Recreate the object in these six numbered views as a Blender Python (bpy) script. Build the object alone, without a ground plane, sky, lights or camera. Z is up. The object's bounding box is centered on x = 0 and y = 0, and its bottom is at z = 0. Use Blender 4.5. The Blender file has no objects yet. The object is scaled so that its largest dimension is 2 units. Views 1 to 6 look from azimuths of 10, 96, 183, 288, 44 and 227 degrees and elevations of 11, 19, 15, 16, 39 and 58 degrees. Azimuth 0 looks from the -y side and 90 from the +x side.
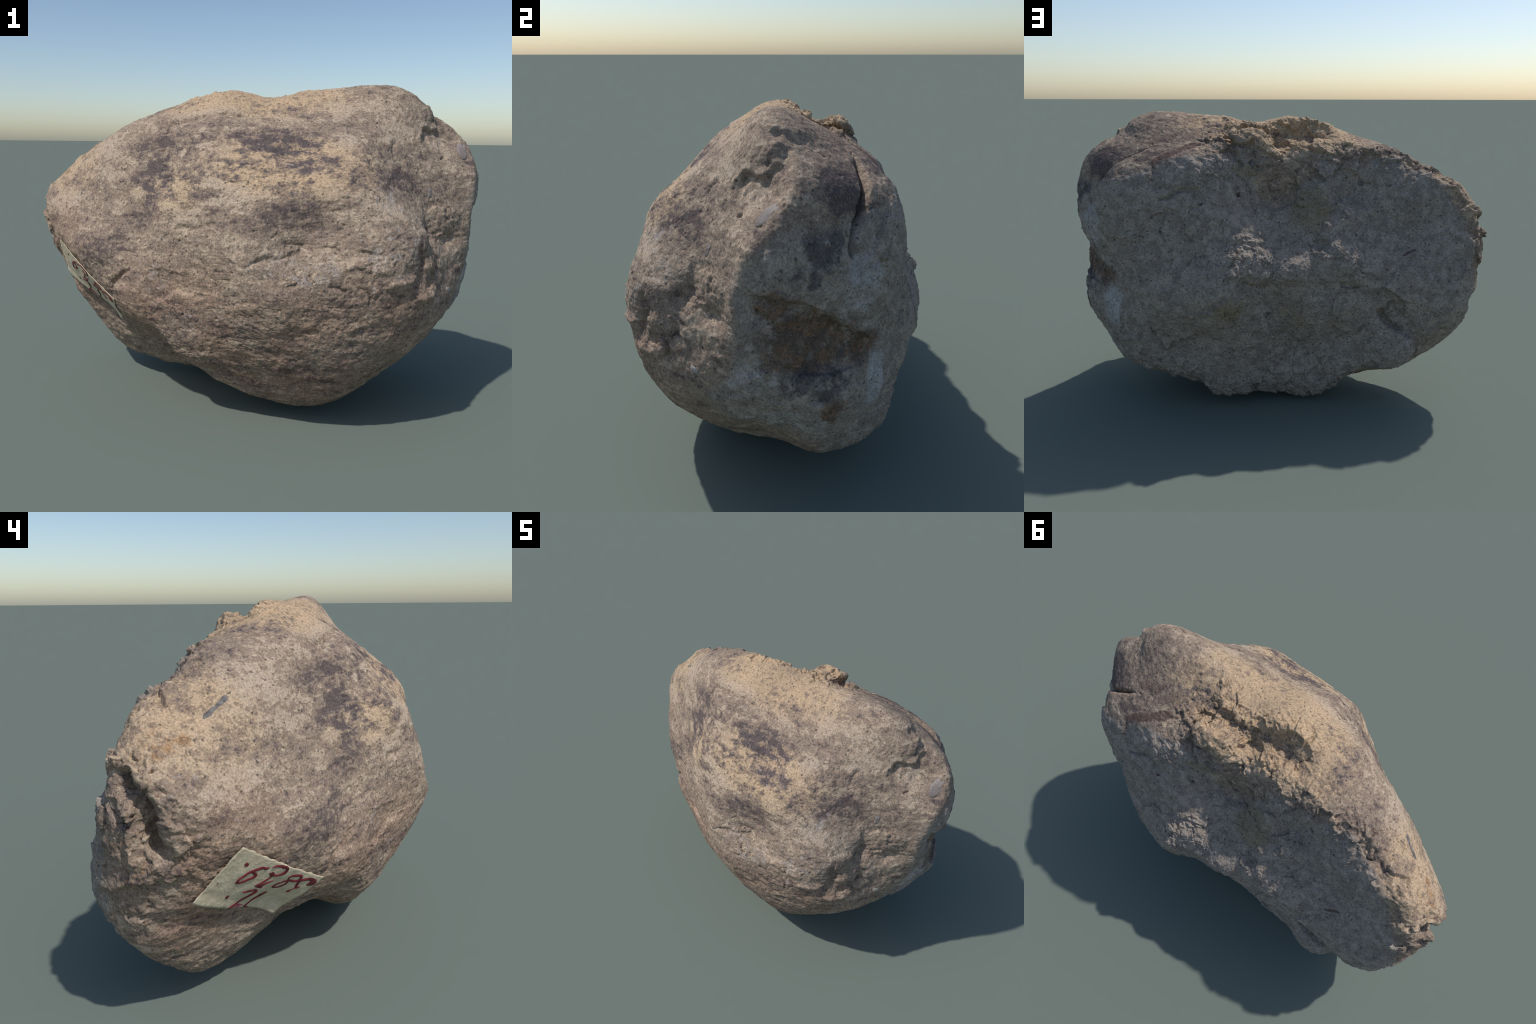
"""A weathered volcanic boulder with a glued-on paper specimen label.

The body is a faceted, worn boulder (FACETS) whose sides carry broad swells and
hollows (*_RELIEF), then named local breaks (scarps, cracks, pits), then grain
that differs between the weathered rind, the fresh fracture and the broken crest.
Metres, z up.
"""
import bpy
import numpy as np

# Faces of the boulder: (azimuth, elevation) of the outward normal in degrees
# (azimuth 0 = -y, 90 = +x) and distance from the centre in centimetres.
FACETS = [
    (-175.5, 47.3, 100.44),
    (151.7, 37.1, 83.83),
    (-171.9, 15.6, 45.06),
    (143.3, 7.7, 79.74),
    (164.6, 3.7, 101.90),
    (160.2, -4.5, 70.41),
    (-173.6, -13.1, 49.53),
    (-154.5, -44.1, 62.69),
    (4.9, 32.8, 64.26),
    (40.6, 32.4, 159.01),
    (31.6, 30.2, 117.30),
    (43.1, 29.1, 75.98),
    (-49.4, 25.8, 225.96),
    (-27.8, 22.8, 53.16),
    (4.2, 22.7, 61.69),
    (-21.2, -4.4, 50.70),
    (14.5, -6.1, 64.28),
    (-47.7, -20.1, 63.48),
    (38.9, -29.2, 77.13),
    (-6.1, -31.2, 55.29),
    (-40.2, -31.2, 55.47),
    (-34.1, -47.3, 59.82),
    (-73.5, 11.8, 160.43),
    (-101.9, 4.9, 104.39),
    (-111.1, -11.6, 96.31),
    (58.0, 6.9, 86.88),
    (124.3, -3.4, 85.16),
    (72.6, -17.1, 152.38),
    (82.7, -30.8, 86.84),
    (-86.3, 83.3, 73.63),
    (178.9, 55.9, 62.49),
    (0.1, 53.2, 61.07),
    (-63.2, 51.8, 77.73),
    (177.3, 50.6, 89.72),
    (65.2, -51.2, 75.03),
    (-76.3, -53.9, 130.12),
    (149.4, -58.5, 74.72),
    (135.1, -73.1, 62.79),
    (-22.4, -76.1, 58.99),
    (-139.4, -86.3, 73.12),
]
LEFT_END_RELIEF = [
    (-122.1, 43.0, 7, -11.8), (-115.6, 19.3, 7, -10.8), (-109.7, 40.1, 7, -6.1), (-129.8, 38.4, 7, 5.3),
    (-120.3, 25.3, 7, -4.9), (-82.4, -20.5, 7, -4.8), (-122.4, -11.6, 5, -4.6), (-120.7, 20.7, 5, 4.4),
    (-122.5, -23.3, 7, 4.0), (-120.7, -40.5, 7, -3.9), (-125.5, -33.6, 9, 3.8), (-116.0, -48.3, 9, -3.6),
    (-125.5, -33.6, 7, 3.5), (-129.8, 38.4, 9, -3.2), (-95.9, -46.4, 9, -3.2), (-100.7, -38.8, 7, 3.1),
    (-108.0, 44.1, 4, 3.0), (-63.5, -47.6, 9, -2.9), (-108.0, 3.0, 4, -2.5), (-116.0, -48.3, 7, -2.3),
    (-128.4, -45.2, 7, 2.0), (-75.9, -44.5, 7, -2.0), (-112.7, -22.5, 4, -1.9), (-77.3, 39.1, 7, 1.9),
    (-120.7, -40.5, 9, -1.7), (-68.1, 15.9, 4, -1.6), (-66.0, 10.5, 7, 1.5), (-128.4, -45.2, 9, 1.2),
    (-108.3, -43.4, 7, 1.2), (-108.3, -43.4, 9, 1.1), (-117.8, -29.5, 7, 1.0), (-123.2, 15.7, 7, -0.8),
]
BACK_RELIEF = [
    (166.0, -0.9, 13, 14.0), (175.5, -12.1, 9, -12.2), (-137.9, -31.0, 7, -7.1), (-130.2, -27.1, 7, 5.9),
    (-142.6, -24.7, 13, -5.6), (-150.9, -35.0, 11, 5.4), (150.0, 32.0, 9, 5.2), (141.0, -24.4, 7, -5.1),
    (177.6, -17.4, 10, 4.8), (-174.6, 42.3, 9, -4.6), (-143.3, 14.3, 7, 4.3), (-171.0, 9.5, 7, 4.2),
    (165.3, 40.5, 7, -4.1), (-140.6, 38.4, 4, -4.0), (132.8, 41.6, 7, 3.8), (145.9, -2.2, 7, 3.7),
    (173.7, 2.5, 7, -3.4), (164.2, 13.8, 7, 3.3), (-145.5, -35.1, 9, -3.1), (-132.7, 27.7, 7, -2.8),
    (-150.3, -28.6, 7, 2.7), (139.0, -49.8, 9, 2.7), (-148.5, -47.1, 9, 2.7), (-163.4, 13.0, 9, 2.6),
    (137.3, 36.8, 6, -2.6), (-178.0, -34.2, 13, -2.5), (-134.9, -21.0, 9, -2.4), (-160.9, -44.1, 9, -2.4),
    (-152.1, -13.0, 13, 2.4), (-136.8, -6.0, 9, -2.3), (173.7, 2.5, 13, -2.2), (-137.4, 34.2, 7, 2.1),
    (-153.2, -39.5, 9, -2.1), (-133.8, 3.0, 9, 2.1), (-162.7, -26.2, 13, -2.1), (-155.0, -22.4, 21, -2.0),
    (-140.8, -42.3, 9, 2.0), (-147.3, -18.7, 9, 1.8), (-160.9, -44.1, 7, -1.8), (-136.8, 46.7, 6, -1.7),
    (-133.1, -37.8, 9, 1.7), (-142.6, -24.7, 7, -1.6), (177.6, -17.4, 6, 1.6), (-133.1, -37.8, 7, 1.4),
    (-144.4, -9.5, 9, 1.4), (-152.1, -13.0, 9, 1.3), (-153.2, -39.5, 7, -1.2), (-149.1, -3.8, 9, -1.2),
    (-169.2, -5.2, 9, 1.1), (149.5, -33.2, 7, 1.0), (-139.7, -15.2, 7, 0.9), (-144.4, -9.5, 7, 0.8),
    (-148.5, -47.1, 7, -0.7), (-165.6, -36.8, 9, -0.7), (-149.1, -3.8, 7, -0.7), (-165.6, -36.8, 13, -0.6),
    (-156.8, -7.3, 7, -0.4), (-152.1, -13.0, 7, -0.4),
]
UNDERSIDE_RELIEF = [
    (-58.7, -56.7, 13, -10.0), (-103.6, -51.7, 7, 3.3), (10.9, -74.0, 9, -2.6), (-54.0, -68.9, 13, -2.4),
    (-21.5, -71.3, 7, -2.2), (-156.1, -52.5, 9, 2.0), (-33.9, -65.5, 7, -2.0), (-54.0, -68.9, 9, 1.9),
    (151.4, -53.3, 7, 1.5), (-151.4, -62.9, 7, 1.1), (-139.0, -68.0, 9, -1.0), (-131.3, -60.1, 7, 1.0),
    (-156.1, -52.5, 7, 0.9), (-33.9, -65.5, 9, -0.9),
]
RIGHT_END_RELIEF = [
    (105.8, -4.8, 7, 8.1), (122.2, 26.6, 7, 5.7), (111.7, 13.3, 7, 5.4), (92.3, -27.3, 7, -4.9),
    (108.7, 4.2, 7, -4.9), (59.1, 12.8, 7, 4.5), (120.4, 44.5, 9, 4.0), (76.3, 5.0, 7, -3.5),
    (94.5, 21.4, 7, 3.2), (104.7, -29.7, 7, 3.2), (74.5, 20.0, 7, -3.0), (75.6, 48.8, 7, -2.4),
    (104.2, 15.8, 4, 2.4), (88.9, 21.8, 4, 2.1), (121.8, -2.6, 4, -1.9), (95.9, 13.8, 4, -1.9),
    (72.7, 36.6, 7, -1.8), (110.5, -10.5, 7, 1.8), (114.6, 27.7, 4, -1.6), (70.9, 9.2, 4, 1.5),
    (85.2, -25.6, 4, 1.5), (125.2, 37.2, 9, 1.5), (86.7, 38.7, 4, 1.2),
]
TOP_RELIEF = [
    (168.2, 53.8, 7, -11.8), (163.5, 64.7, 7, 10.2), (-171.7, 56.1, 7, -9.1), (95.6, 50.9, 7, 6.2),
    (148.2, 51.7, 7, 5.6), (177.0, 52.2, 7, 4.3), (-178.4, 71.3, 4, -4.2), (-151.6, 58.5, 7, -3.9),
    (-171.6, 62.0, 8, -3.3), (-99.1, 59.5, 7, -3.2), (98.6, 68.9, 7, 3.1), (-6.5, 66.3, 7, 3.1),
    (-31.3, 81.9, 7, 3.0), (-126.9, 51.1, 7, -3.0), (171.1, 60.8, 5, -3.0), (123.4, 59.2, 7, 2.8),
    (86.2, 75.9, 7, -2.1), (-34.0, 58.7, 6, 1.8), (-63.4, 56.8, 4, 1.7), (-9.1, 51.8, 8, 1.3),
    (-168.8, 80.8, 9, 1.0), (70.8, 58.2, 7, -0.7), (106.2, 83.1, 7, -0.6),
]
FRONT_RELIEF = [
    (34.3, 17.2, 7, -5.2), (26.7, 13.6, 7, -4.2), (-12.3, 37.0, 7, 2.6), (-43.0, 21.2, 9, -2.5),
    (-47.0, -12.0, 7, 2.3), (28.0, 17.2, 4, 2.3), (35.6, 48.7, 5, -2.1), (44.9, 30.9, 7, 1.9),
    (-35.3, 24.9, 7, 1.8), (41.0, 48.4, 4, -1.6), (-45.9, 11.8, 7, -1.4), (-41.6, -34.7, 7, -1.3),
    (20.8, -4.5, 7, 1.3), (-28.1, -36.6, 7, 1.2), (23.3, -29.5, 6, 1.2), (-41.6, -34.7, 5, -0.5),
]# ---------------------------------------------------------------- numeric tools
CENTRE = np.array([0.0, 0.0, 0.62])      # the boulder is described as seen from here


def aim(az, el):
    """Unit vector; azimuth 0 is -y, 90 is +x."""
    a, e = np.radians(az), np.radians(el)
    return np.stack([np.sin(a) * np.cos(e), -np.cos(a) * np.cos(e), np.sin(e)], -1)


_rng = np.random.RandomState(11)
_PERM = np.concatenate([_rng.permutation(256)] * 3).astype(np.int64)
_GRAD = _rng.normal(size=(256, 3))
_GRAD /= np.linalg.norm(_GRAD, axis=1)[:, None]
_GRAD = _GRAD.astype(np.float32)
_CELL = _rng.random_sample((256, 3)).astype(np.float32)


def noise(p, scale, seed=0):
    """Gradient noise, about -1..1, feature size 1/scale metres."""
    q = (p * scale + np.array([17.3, 5.1, 9.7]) * (seed + 1)).astype(np.float32)
    i = np.floor(q).astype(np.int64)
    f = q - i
    w = f * f * f * (f * (f * 6 - 15) + 10)
    i &= 255
    out = np.zeros(len(p), np.float32)
    for dx in (0, 1):
        hx = _PERM[i[:, 0] + dx]
        wx = w[:, 0] if dx else 1 - w[:, 0]
        for dy in (0, 1):
            hy = _PERM[hx + i[:, 1] + dy]
            wy = w[:, 1] if dy else 1 - w[:, 1]
            for dz in (0, 1):
                g = _GRAD[_PERM[hy + i[:, 2] + dz]]
                wz = w[:, 2] if dz else 1 - w[:, 2]
                d = g[:, 0] * (f[:, 0] - dx) + g[:, 1] * (f[:, 1] - dy) + g[:, 2] * (f[:, 2] - dz)
                out += wx * wy * wz * d
    return out * 1.6


def fbm(p, scale, octaves, seed=0, gain=0.5):
    out, a = 0, 1.0
    for k in range(octaves):
        out = out + a * noise(p, scale * 2.03 ** k, seed + 3 * k)
        a *= gain
    return out


def cells(p, scale, seed=0):
    """Distance to the nearest scattered point (0 at a point, ~0.6 between)."""
    q = (p * scale + 31.7 * (seed + 1)).astype(np.float32)
    i = np.floor(q).astype(np.int64)
    f = q - i
    best = np.full(len(p), 9.0, np.float32)
    for dx in (-1, 0, 1):
        for dy in (-1, 0, 1):
            for dz in (-1, 0, 1):
                j = (i + np.array([dx, dy, dz])) & 255
                c = _CELL[_PERM[_PERM[_PERM[j[:, 0]] + j[:, 1]] + j[:, 2]]]
                d = c + np.array([dx, dy, dz], np.float32) - f
                best = np.minimum(best, (d * d).sum(1))
    return np.sqrt(best)


def chips(p, scale, seed=0):
    """Broken stone: every cell is a small tilted plane, so cells meet in edges and steps."""
    q = (p * scale + 13.9 * (seed + 1)).astype(np.float32)
    i = np.floor(q).astype(np.int64)
    f = q - i
    best = np.full(len(p), 9.0, np.float32)
    out = np.zeros(len(p), np.float32)
    for dx in (-1, 0, 1):
        for dy in (-1, 0, 1):
            for dz in (-1, 0, 1):
                j = (i + np.array([dx, dy, dz])) & 255
                h = _PERM[_PERM[_PERM[j[:, 0]] + j[:, 1]] + j[:, 2]]
                d = f - _CELL[h] - np.array([dx, dy, dz], np.float32)
                r = (d * d).sum(1)
                w = r < best
                best[w] = r[w]
                out[w] = (d[w] * _GRAD[(h[w] * 7 + 3) & 255]).sum(1) + 0.5 * (_CELL[h[w], 0] - 0.5)
    return out


def ramp(x, a, b):
    t = np.clip((x - a) / (b - a), 0, 1)
    return t * t * (3 - 2 * t)


# ---------------------------------------------------------------- overall shape
_FAC = np.array(FACETS)
_FACN = aim(_FAC[:, 0], _FAC[:, 1]) / (_FAC[:, 2:3] / 100)
_REL = np.array(FRONT_RELIEF + RIGHT_END_RELIEF + BACK_RELIEF + LEFT_END_RELIEF + TOP_RELIEF + UNDERSIDE_RELIEF)
_RELN = aim(_REL[:, 0], _REL[:, 1])
_RELS = np.radians(_REL[:, 2])
_RELH = _REL[:, 3] / 100


def radius(u):
    """Worn boulder: facets with rounded edges, plus swells and hollows."""
    r = (np.maximum(0, u @ _FACN.T) ** 20).sum(-1) ** (-1 / 20)
    for n, s, h in zip(_RELN, _RELS, _RELH):
        d2 = 2 - 2 * (u @ n)
        near = d2 < (4.2 * s) ** 2
        r[near] += h * np.exp(-d2[near] / (2 * s * s))
    return r


def icosphere(levels):
    g = (1 + 5 ** 0.5) / 2
    v = np.array([(-1, g, 0), (1, g, 0), (-1, -g, 0), (1, -g, 0), (0, -1, g), (0, 1, g),
                  (0, -1, -g), (0, 1, -g), (g, 0, -1), (g, 0, 1), (-g, 0, -1), (-g, 0, 1)], float)
    v /= np.linalg.norm(v[0])
    f = np.array([(0, 11, 5), (0, 5, 1), (0, 1, 7), (0, 7, 10), (0, 10, 11), (1, 5, 9), (5, 11, 4),
                  (11, 10, 2), (10, 7, 6), (7, 1, 8), (3, 9, 4), (3, 4, 2), (3, 2, 6), (3, 6, 8),
                  (3, 8, 9), (4, 9, 5), (2, 4, 11), (6, 2, 10), (8, 6, 7), (9, 8, 1)], np.int64)
    for _ in range(levels):
        e = np.concatenate([f[:, [0, 1]], f[:, [1, 2]], f[:, [2, 0]]])
        e.sort(axis=1)
        key = e[:, 0] * len(v) + e[:, 1]
        uniq, inv = np.unique(key, return_inverse=True)
        mid = v[uniq // len(v)] + v[uniq % len(v)]
        mid /= np.linalg.norm(mid, axis=1)[:, None]
        n, m = len(v), len(f)
        a, b, c = n + inv[:m], n + inv[m:2 * m], n + inv[2 * m:]
        v = np.concatenate([v, mid])
        f = np.concatenate([np.stack([f[:, 0], a, c], 1), np.stack([f[:, 1], b, a], 1),
                            np.stack([f[:, 2], c, b], 1), np.stack([a, b, c], 1)])
    return v, f


def vertex_normals(p, f):
    n = np.cross(p[f[:, 1]] - p[f[:, 0]], p[f[:, 2]] - p[f[:, 0]])
    out = np.zeros_like(p)
    for k in range(3):
        for c in range(3):
            out[:, c] += np.bincount(f[:, k], n[:, c], len(p))
    return out / np.maximum(np.linalg.norm(out, axis=1), 1e-12)[:, None]


# ---------------------------------------------------------------- local features
def level(p, far):
    d = p - CENTRE
    return CENTRE + d * (far / np.linalg.norm(d, axis=1))[:, None]


def near_path(p, path, reach):
    """Vertices within reach of a polyline, measured across the surface as seen from the centre:
    index, distance, nearest point, place along it 0..1, the vertex brought to the path's height."""
    path = np.array(path, float)
    far = np.linalg.norm(path - CENTRE, axis=1).mean()
    path = level(path, far)
    p = level(p, far)
    lo, hi = path.min(0) - reach, path.max(0) + reach
    idx = np.where(((p > lo) & (p < hi)).all(1))[0]
    q = p[idx]
    best = np.full(len(q), 9.0)
    foot = np.zeros_like(q)
    along = np.zeros(len(q))
    seg = np.linalg.norm(np.diff(path, axis=0), axis=1)
    start = np.concatenate([[0], np.cumsum(seg)])
    for k in range(len(path) - 1):
        a, b = path[k], path[k + 1]
        t = np.clip((q - a) @ (b - a) / max((b - a) @ (b - a), 1e-9), 0, 1)
        c = a + t[:, None] * (b - a)
        d = np.linalg.norm(q - c, axis=1)
        w = d < best
        best[w], foot[w], along[w] = d[w], c[w], (start[k] + t[w] * seg[k]) / start[-1]
    w = best < reach
    return idx[w], best[w], foot[w], along[w], q[w]


def crack(p, nrm, path, width, depth, wobble=0.004):
    """Narrow open joint, pinched out at both ends."""
    j = near_path(p, path, width * 4 + wobble * 2)[0]
    w = wobble * np.stack([noise(p[j], 55, k) for k in (3, 4, 5)], 1)
    i, d, foot, t, _ = near_path(p[j] + w, path, width * 4)
    i = j[i]
    fade = np.sqrt(np.clip(np.minimum(t, 1 - t) * 6 + 0.08, 0, 1))
    p[i] -= nrm[i] * (depth * fade * np.exp(-(d / width) ** 2))[:, None]


def scarp(p, nrm, path, low_side, height, spread, edge=0.006, wobble=0.012, cut=False):
    """Step down across a polyline towards low_side, dying away over spread on both sides
    (cut: the high side stays as it is)."""
    j = near_path(p, path, spread * 3 + wobble * 2)[0]
    w = np.stack([noise(p[j], 22, k) for k in (6, 7, 8)], 1) * wobble
    k, d, foot, t, here = near_path(p[j] + w, path, spread * 3)
    i = j[k]
    low = np.array(low_side, float)
    low /= np.linalg.norm(low)
    s = (here - foot) @ low
    side = np.tanh(s / edge)
    fade = ramp(np.minimum(t, 1 - t), 0, 0.12)
    off = np.where((t <= 0) | (t >= 1), np.exp(-(d / (0.25 * spread)) ** 2), 1)
    if cut:
        amt = -height * (0.5 + 0.5 * side) * np.exp(-(d / spread) ** 2)
    else:
        amt = -0.5 * height * side * np.exp(-np.abs(d) / spread)
    p[i] += nrm[i] * (amt * fade * off)[:, None]


def mound(p, nrm, centre, size, height, sharp=2.0):
    """Bump (or pit when height < 0); size is one radius or three along x, y, z."""
    c = np.array(centre)
    q = (level(p, np.linalg.norm(c - CENTRE)) - c) / np.array(size)
    d = np.sqrt((q * q).sum(1))
    i = np.where(d < 2.4)[0]
    p[i] += nrm[i] * (height * np.exp(-d[i] ** sharp))[:, None]
# ---------------------------------------------------------------- the body
RIM_Z = [0.30, 0.49, 0.57, 0.68, 0.82, 0.95, 1.02, 1.05, 1.11, 1.20]
RIM_Y = [-0.05, -0.15, -0.08, -0.05, -0.05, -0.03, 0.03, 0.07, 0.09, 0.12]


def back_depth(p):
    """How far behind the edge between rind and back fracture (metres, + = fracture)."""
    x, y, z = p.T
    return y - (0.28 + 0.235 * x + 0.55 * np.maximum(0, -x - 0.58)
                - 0.25 * ramp(x, 0.55, 0.80) * (1 - ramp(z, 1.05, 1.12)))


def fracture_amount(p):
    w = 0.02 * fbm(p, 9, 3, 41)
    back = ramp(back_depth(p) + w, -0.015, 0.02)
    x, y, z = p.T
    rim = np.interp(z, RIM_Z, RIM_Y)
    end = ramp(x + w, 0.78, 0.86) * ramp(y + w - rim, -0.03, 0.03) * (1 - ramp(z + w, 1.03, 1.12))
    return np.maximum(back, end)


CREST_LIP = [(0.211, 0.090, 1.323), (0.175, 0.136, 1.301), (0.123, 0.122, 1.303), (0.055, 0.123, 1.302),
             (0.004, 0.119, 1.302), (-0.049, 0.080, 1.324), (-0.119, 0.040, 1.334), (-0.198, 0.030, 1.314),
             (-0.250, 0.075, 1.290)]
CREST_FOOT = [(0.206, 0.260, 1.251), (0.124, 0.285, 1.268), (0.015, 0.247, 1.257), (-0.061, 0.226, 1.219),
              (-0.153, 0.227, 1.202), (-0.239, 0.206, 1.214)]
CREST_FLANK = [(0.205, 0.100, 1.330), (0.200, 0.180, 1.285), (0.195, 0.260, 1.250), (0.160, 0.330, 1.200)]
CREST_TAIL = [(-0.239, 0.190, 1.214), (-0.339, 0.195, 1.190), (-0.461, 0.150, 1.180), (-0.571, 0.115, 1.179),
              (-0.674, 0.130, 1.123), (-0.788, 0.180, 1.060), (-0.900, 0.170, 0.990)]
RIGHT_JOINT = [(0.398, 0.262, 1.255), (0.520, 0.279, 1.237), (0.610, 0.303, 1.214), (0.661, 0.322, 1.191),
               (0.716, 0.333, 1.161), (0.777, 0.331, 1.119), (0.812, 0.321, 1.088), (0.847, 0.303, 1.050),
               (0.863, 0.297, 1.015), (0.867, 0.300, 0.972)]
NOTCH_EDGE = [(0.715, -0.085, 1.140), (0.735, -0.066, 1.155), (0.754, -0.040, 1.194), (0.785, -0.012, 1.190),
              (0.815, 0.017, 1.195), (0.815, 0.060, 1.245), (0.780, 0.080, 1.295), (0.725, 0.070, 1.335)]
LEFT_STEP = [(-0.925, 0.200, 0.950), (-0.942, 0.193, 0.942), (-0.965, 0.133, 0.931), (-0.985, 0.070, 0.887),
             (-0.992, 0.046, 0.844), (-0.994, 0.047, 0.800), (-0.987, 0.045, 0.760), (-0.960, 0.035, 0.690)]
LEFT_CHANNEL = [(-0.953, 0.177, 0.932), (-0.979, 0.137, 0.890), (-0.994, 0.090, 0.850), (-0.995, 0.060, 0.797),
                (-0.985, 0.050, 0.750), (-0.962, 0.035, 0.692)]
LOBE_EDGE = [(0.720, -0.190, 0.930), (0.757, -0.213, 0.903), (0.773, -0.249, 0.826), (0.775, -0.300, 0.765),
             (0.720, -0.390, 0.745), (0.640, -0.450, 0.740)]
SHELF_BACK = [(0.200, 0.480, 0.880), (0.141, 0.475, 0.867), (0.087, 0.470, 0.838), (-0.003, 0.461, 0.809),
              (-0.051, 0.446, 0.820), (-0.190, 0.418, 0.800), (-0.265, 0.420, 0.770)]
SHELF_LIP = [(0.240, 0.526, 0.779), (0.181, 0.564, 0.706), (0.062, 0.523, 0.688), (-0.006, 0.511, 0.693),
             (-0.082, 0.507, 0.697)]
BACK_ARCH = [(0.309, 0.574, 0.542), (0.165, 0.579, 0.636), (0.002, 0.513, 0.677), (-0.197, 0.460, 0.665),
             (-0.415, 0.436, 0.631), (-0.639, 0.418, 0.522)]
SCOOP_EDGE = [(-0.185, 0.265, 1.100), (-0.205, 0.310, 1.010), (-0.223, 0.362, 0.912), (-0.265, 0.430, 0.763)]
BOTTOM_EDGE = [(0.559, 0.440, 0.225), (0.443, 0.431, 0.173), (0.306, 0.414, 0.120), (0.264, 0.393, 0.090), (0.188, 0.371, 0.065),
               (0.106, 0.388, 0.090), (-0.016, 0.331, 0.064), (-0.192, 0.306, 0.052), (-0.255, 0.316, 0.094), (-0.365, 0.305, 0.153)]
TOP_RIM = [(0.046, -0.228, 1.239), (-0.060, -0.222, 1.225), (-0.183, -0.214, 1.208), (-0.250, -0.206, 1.189),
           (-0.269, -0.244, 1.129)]


def rough_amount(p):
    """Places where the stone has broken into coarse lumps."""
    out = np.zeros(len(p))
    for path, reach in ((CREST_FOOT, 0.11), (CREST_LIP[:-1], 0.07), (CREST_TAIL, 0.06),
                        (LEFT_CHANNEL, 0.10), (BOTTOM_EDGE, 0.05)):
        i, d = near_path(p, path, reach * 2)[:2]
        out[i] = np.maximum(out[i], 1 - ramp(d, reach * 0.5, reach * 1.7))
    for c, r, k in (((-0.1, 0.13, 1.27), 0.16, 1), ((0.85, -0.16, 0.80), 0.12, 0.6), ((0.80, -0.30, 0.66), 0.15, 0.7),
                    ((0.10, 0.53, 0.76), 0.13, 0.9), ((-0.24, 0.42, 0.80), 0.07, 0.9), ((0.33, 0.40, 1.10), 0.10, 0.6),
                    ((-0.96, 0.15, 0.72), 0.19, 0.9), ((-0.93, 0.14, 0.50), 0.12, 0.6), ((0.82, 0.03, 1.24), 0.06, 0.25), ((0.30, -0.54, 0.70), 0.10, 0.40), ((0.52, -0.53, 0.69), 0.14, 0.40), ((-0.22, -0.44, 0.55), 0.10, 0.30)):
        d = np.linalg.norm(p - np.array(c), axis=1)
        out = np.maximum(out, k * (1 - ramp(d, r * 0.5, r * 1.3)))
    return out


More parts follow.
